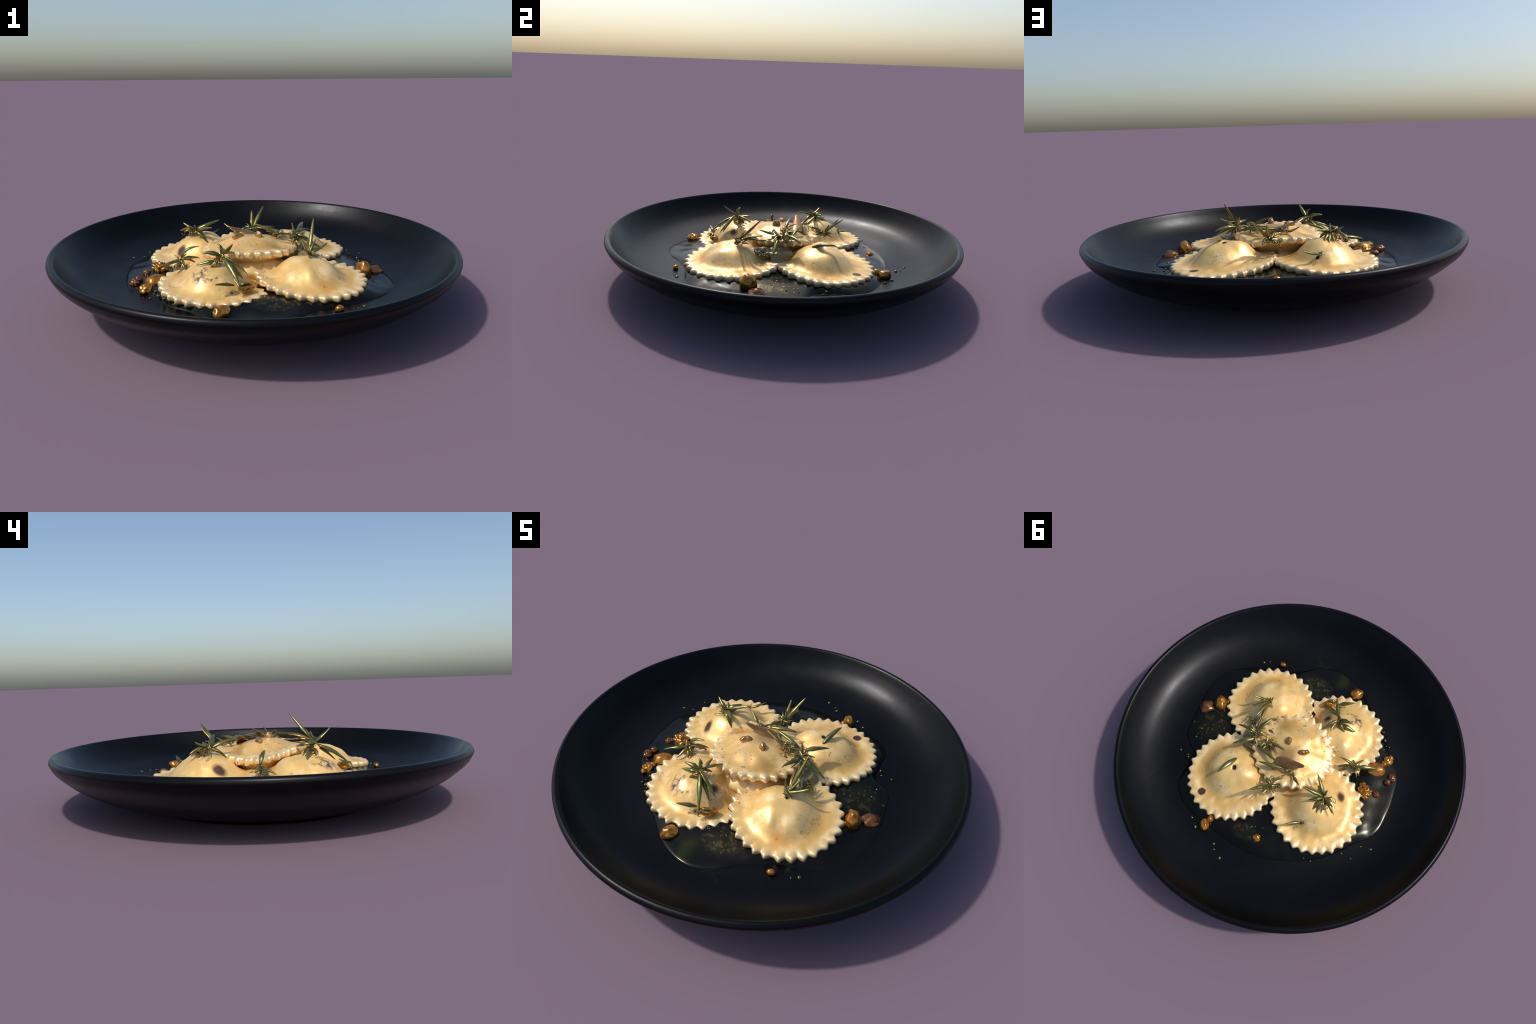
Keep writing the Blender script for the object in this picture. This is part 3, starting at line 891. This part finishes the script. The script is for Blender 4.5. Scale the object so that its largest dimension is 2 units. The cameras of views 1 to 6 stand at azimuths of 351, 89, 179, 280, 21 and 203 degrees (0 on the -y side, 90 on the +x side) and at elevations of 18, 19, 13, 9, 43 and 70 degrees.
# standing pair of needles at the rear notch
sprig("rosemary tuft with two raised needles and brown stems", (0.029, 0.236, 0.270), [
    ((0.036, 0.243, 0.280), (0.107, 0.330, 0.375), (0, 0, 0.001), 0.0165, "g"),
    ((0.030, 0.240, 0.278), (0.036, 0.312, 0.357), (0, 0, -0.003), 0.0155, "b"),
    ((0.030, 0.238, 0.276), (0.028, 0.262, 0.320), Z0, 0.009, "g"),
    ((0.010, 0.205, 0.270), (-0.020, 0.165, 0.290), UP, 0.012, "b"),
    ((0.020, 0.235, 0.262), (-0.012, 0.262, 0.252), UP, 0.010, "b"),
], stems=[(((0.032, 0.244, 0.262), (0.020, 0.220, 0.276), (-0.012, 0.175, 0.282), (-0.035, 0.150, 0.287)), 0.0055),
          (((0.030, 0.236, 0.270), (0.006, 0.200, 0.270), (-0.03, 0.165, 0.276)), 0.004)],
    curls=[((-0.004, 0.235, 0.252), 0.026, 26), ((0.034, 0.244, 0.262), 0.016, 12)], seed=6)
# bushy sprig on the left rear ravioli
sprig("bushy rosemary sprig fanned over a ravioli", (-0.282, 0.191, 0.275), [
    ((-0.272, 0.192, 0.296), (-0.153, 0.196, 0.339), (0, 0, 0.002), 0.0180, "g"),
    ((-0.274, 0.200, 0.292), (-0.212, 0.241, 0.306), (0, 0, 0.003), 0.0165, "g"),
    ((-0.288, 0.198, 0.292), (-0.346, 0.239, 0.323), (0, 0, -0.003), 0.0150, "b"),
    ((-0.276, 0.182, 0.290), (-0.204, 0.091, 0.324), (0, 0, 0.004), 0.0165, "g"),
    ((-0.278, 0.182, 0.284), (-0.222, 0.122, 0.233), (-0.004, 0, 0.010), 0.0160, "g"),
    ((-0.276, 0.184, 0.280), (-0.235, 0.147, 0.258), (0, 0, 0.010), 0.0140, "g"),
    ((-0.290, 0.200, 0.288), (-0.364, 0.262, 0.270), (0, 0, 0.012), 0.0140, "b"),
    ((-0.276, 0.205, 0.284), (-0.236, 0.287, 0.240), (0, 0, 0.010), 0.0150, "b"),
    ((-0.282, 0.205, 0.282), (-0.268, 0.285, 0.248), (0, 0, 0.008), 0.0125, "b"),
    ((-0.280, 0.188, 0.292), (-0.286, 0.160, 0.328), Z0, 0.0090, "g"),
    ((-0.284, 0.205, 0.280), (-0.296, 0.275, 0.252), (0, 0, 0.010), 0.0110, "b"),
    ((-0.290, 0.195, 0.286), (-0.345, 0.200, 0.282), (0, 0, 0.006), 0.0100, "b"),
], stems=[(((-0.300, 0.215, 0.258), (-0.290, 0.200, 0.278), (-0.279, 0.188, 0.297)), 0.0060),
          (((-0.285, 0.195, 0.275), (-0.320, 0.235, 0.290), (-0.350, 0.255, 0.272)), 0.0022),
          (((-0.290, 0.180, 0.268), (-0.335, 0.170, 0.262), (-0.350, 0.190, 0.238)), 0.0022)],
    curls=[((-0.305, 0.215, 0.268), 0.034, 34), ((-0.270, 0.25, 0.250), 0.024, 12)], seed=7)
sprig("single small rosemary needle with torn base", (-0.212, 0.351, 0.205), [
    ((-0.206, 0.350, 0.212), (-0.136, 0.396, 0.237), (0, 0, -0.002), 0.0145, "g"),
    ((-0.218, 0.352, 0.206), (-0.228, 0.344, 0.226), Z0, 0.009, "b"),
], curls=[((-0.222, 0.352, 0.208), 0.016, 9)], seed=8)
# long sprig over the scorched ravioli
sprig("long rosemary sprig with star of needles", (-0.198, -0.279, 0.285), [
    ((-0.190, -0.285, 0.300), (-0.152, -0.355, 0.364), (0, 0, -0.003), 0.0165, "g"),
    ((-0.200, -0.276, 0.297), (-0.212, -0.257, 0.341), (0.008, -0.004, 0.006), 0.0150, "g"),
    ((-0.204, -0.279, 0.294), (-0.286, -0.271, 0.304), (0, 0, 0.005), 0.0175, "g"),
    ((-0.222, -0.265, 0.262), (-0.311, -0.258, 0.243), (0, 0, 0.002), 0.0190, "g"),
    ((-0.192, -0.268, 0.292), (-0.115, -0.170, 0.262), (0, 0, 0.006), 0.0160, "b"),
    ((-0.190, -0.266, 0.286), (-0.175, -0.190, 0.298), (0, 0, 0.003), 0.0140, "b"),
    ((-0.190, -0.300, 0.285), (-0.137, -0.436, 0.196), (0.002, -0.002, 0.010), 0.0200, "g"),
    ((-0.186, -0.296, 0.290), (-0.088, -0.355, 0.217), (0, 0, 0.008), 0.0150, "g"),
    ((-0.178, -0.305, 0.270), (-0.112, -0.375, 0.205), (0, 0, 0.006), 0.0140, "g"),
    ((-0.158, -0.413, 0.192), (-0.246, -0.447, 0.213), (0, 0, 0.003), 0.0180, "g"),
    ((-0.135, -0.420, 0.192), (-0.085, -0.415, 0.196), (0, 0, 0.004), 0.0170, "g"),
    ((-0.205, -0.270, 0.275), (-0.262, -0.225, 0.228), (0, 0, 0.004), 0.0130, "b"),
    ((-0.192, -0.262, 0.280), (-0.165, -0.228, 0.244), (0, 0, 0.004), 0.0120, "g"),
    ((-0.212, -0.284, 0.268), (-0.255, -0.300, 0.236), (0, 0, 0.004), 0.0150, "b"),
], stems=[(((-0.225, -0.262, 0.240), (-0.214, -0.270, 0.264), (-0.198, -0.279, 0.294), (-0.186, -0.298, 0.290)), 0.0065),
          (((-0.136, -0.438, 0.178), (-0.140, -0.425, 0.195), (-0.155, -0.395, 0.215)), 0.0055)],
    curls=[((-0.215, -0.262, 0.258), 0.024, 16), ((-0.135, -0.44, 0.182), 0.016, 9)], seed=9)
# small sprig at the left notch
sprig("small rosemary tuft hanging over the plate", (-0.375, -0.064, 0.205), [
    ((-0.372, -0.058, 0.222), (-0.281, -0.067, 0.276), (-0.014, 0, 0.013), 0.0150, "g"),
    ((-0.385, -0.070, 0.208), (-0.501, -0.112, 0.186), (0, 0, 0.003), 0.0190, "g"),
    ((-0.365, -0.062, 0.216), (-0.280, -0.035, 0.206), (0, 0, 0.005), 0.0180, "b"),
    ((-0.368, -0.066, 0.212), (-0.293, -0.018, 0.168), (0, 0, 0.012), 0.0160, "b"),
    ((-0.378, -0.074, 0.206), (-0.412, -0.141, 0.178), (0.002, 0, 0.004), 0.0140, "b"),
    ((-0.372, -0.078, 0.200), (-0.355, -0.120, 0.178), (0, 0, 0.004), 0.0120, "b"),
    ((-0.372, -0.060, 0.220), (-0.342, -0.060, 0.240), Z0, 0.0080, "g"),
], stems=[(((-0.380, -0.052, 0.172), (-0.378, -0.060, 0.198), (-0.371, -0.064, 0.222)), 0.0060)],
    curls=[((-0.378, -0.066, 0.200), 0.022, 14), ((-0.355, -0.075, 0.185), 0.02, 8)], seed=10)
# two sage pieces
sprig("broad sage leaf stuck to the dough", (0.266, 0.165, 0.255), [
    ((0.262, 0.150, 0.256), (0.322, 0.276, 0.284), (0, 0, 0.010), 0.021, "s"),
], seed=11, name="sage_leaf_sprig", category="sage")


def shell_piece():
    """A curled brown sliver like a nut skin: a half cone that rises out of the dough to a free tip."""
    verts, faces = [], []
    spine = spline([(0.050, 0.082, 0.258), (0.000, 0.084, 0.282), (-0.060, 0.082, 0.303), (-0.122, 0.079, 0.327)], 6)
    n, sec = len(spine), 16
    for i, c in enumerate(spine):
        u = i / (n - 1)
        w = 0.046 * (1 - u) ** 0.75 + 0.003
        h = 0.020 * (1 - 0.75 * u) + 0.002
        for k in range(sec):
            a = 2 * math.pi * k / sec
            x, y = math.cos(a), math.sin(a)
            lower = 0.25 if y < 0 else 1.0
            verts.append((c.x, c.y + x * w, c.z + y * h * lower - 0.004 * x * (1 - u)))
    for i in range(n - 1):
        for k in range(sec):
            a, b = i * sec + k, i * sec + (k + 1) % sec
            faces.append((a, b, b + sec, a + sec))
    faces.append(tuple(range(sec - 1, -1, -1)))
    faces.append(tuple((n - 1) * sec + k for k in range(sec)))
    o = Vector((-0.04, 0.08, 0.3))
    ob = add_object("nut_skin", make_mesh("nut_skin", [Vector(v) - o for v in verts], faces), None, o, NUT_SKIN)
    describe(ob, "curled thin brown nut skin on the top ravioli", "nut skin")


shell_piece()
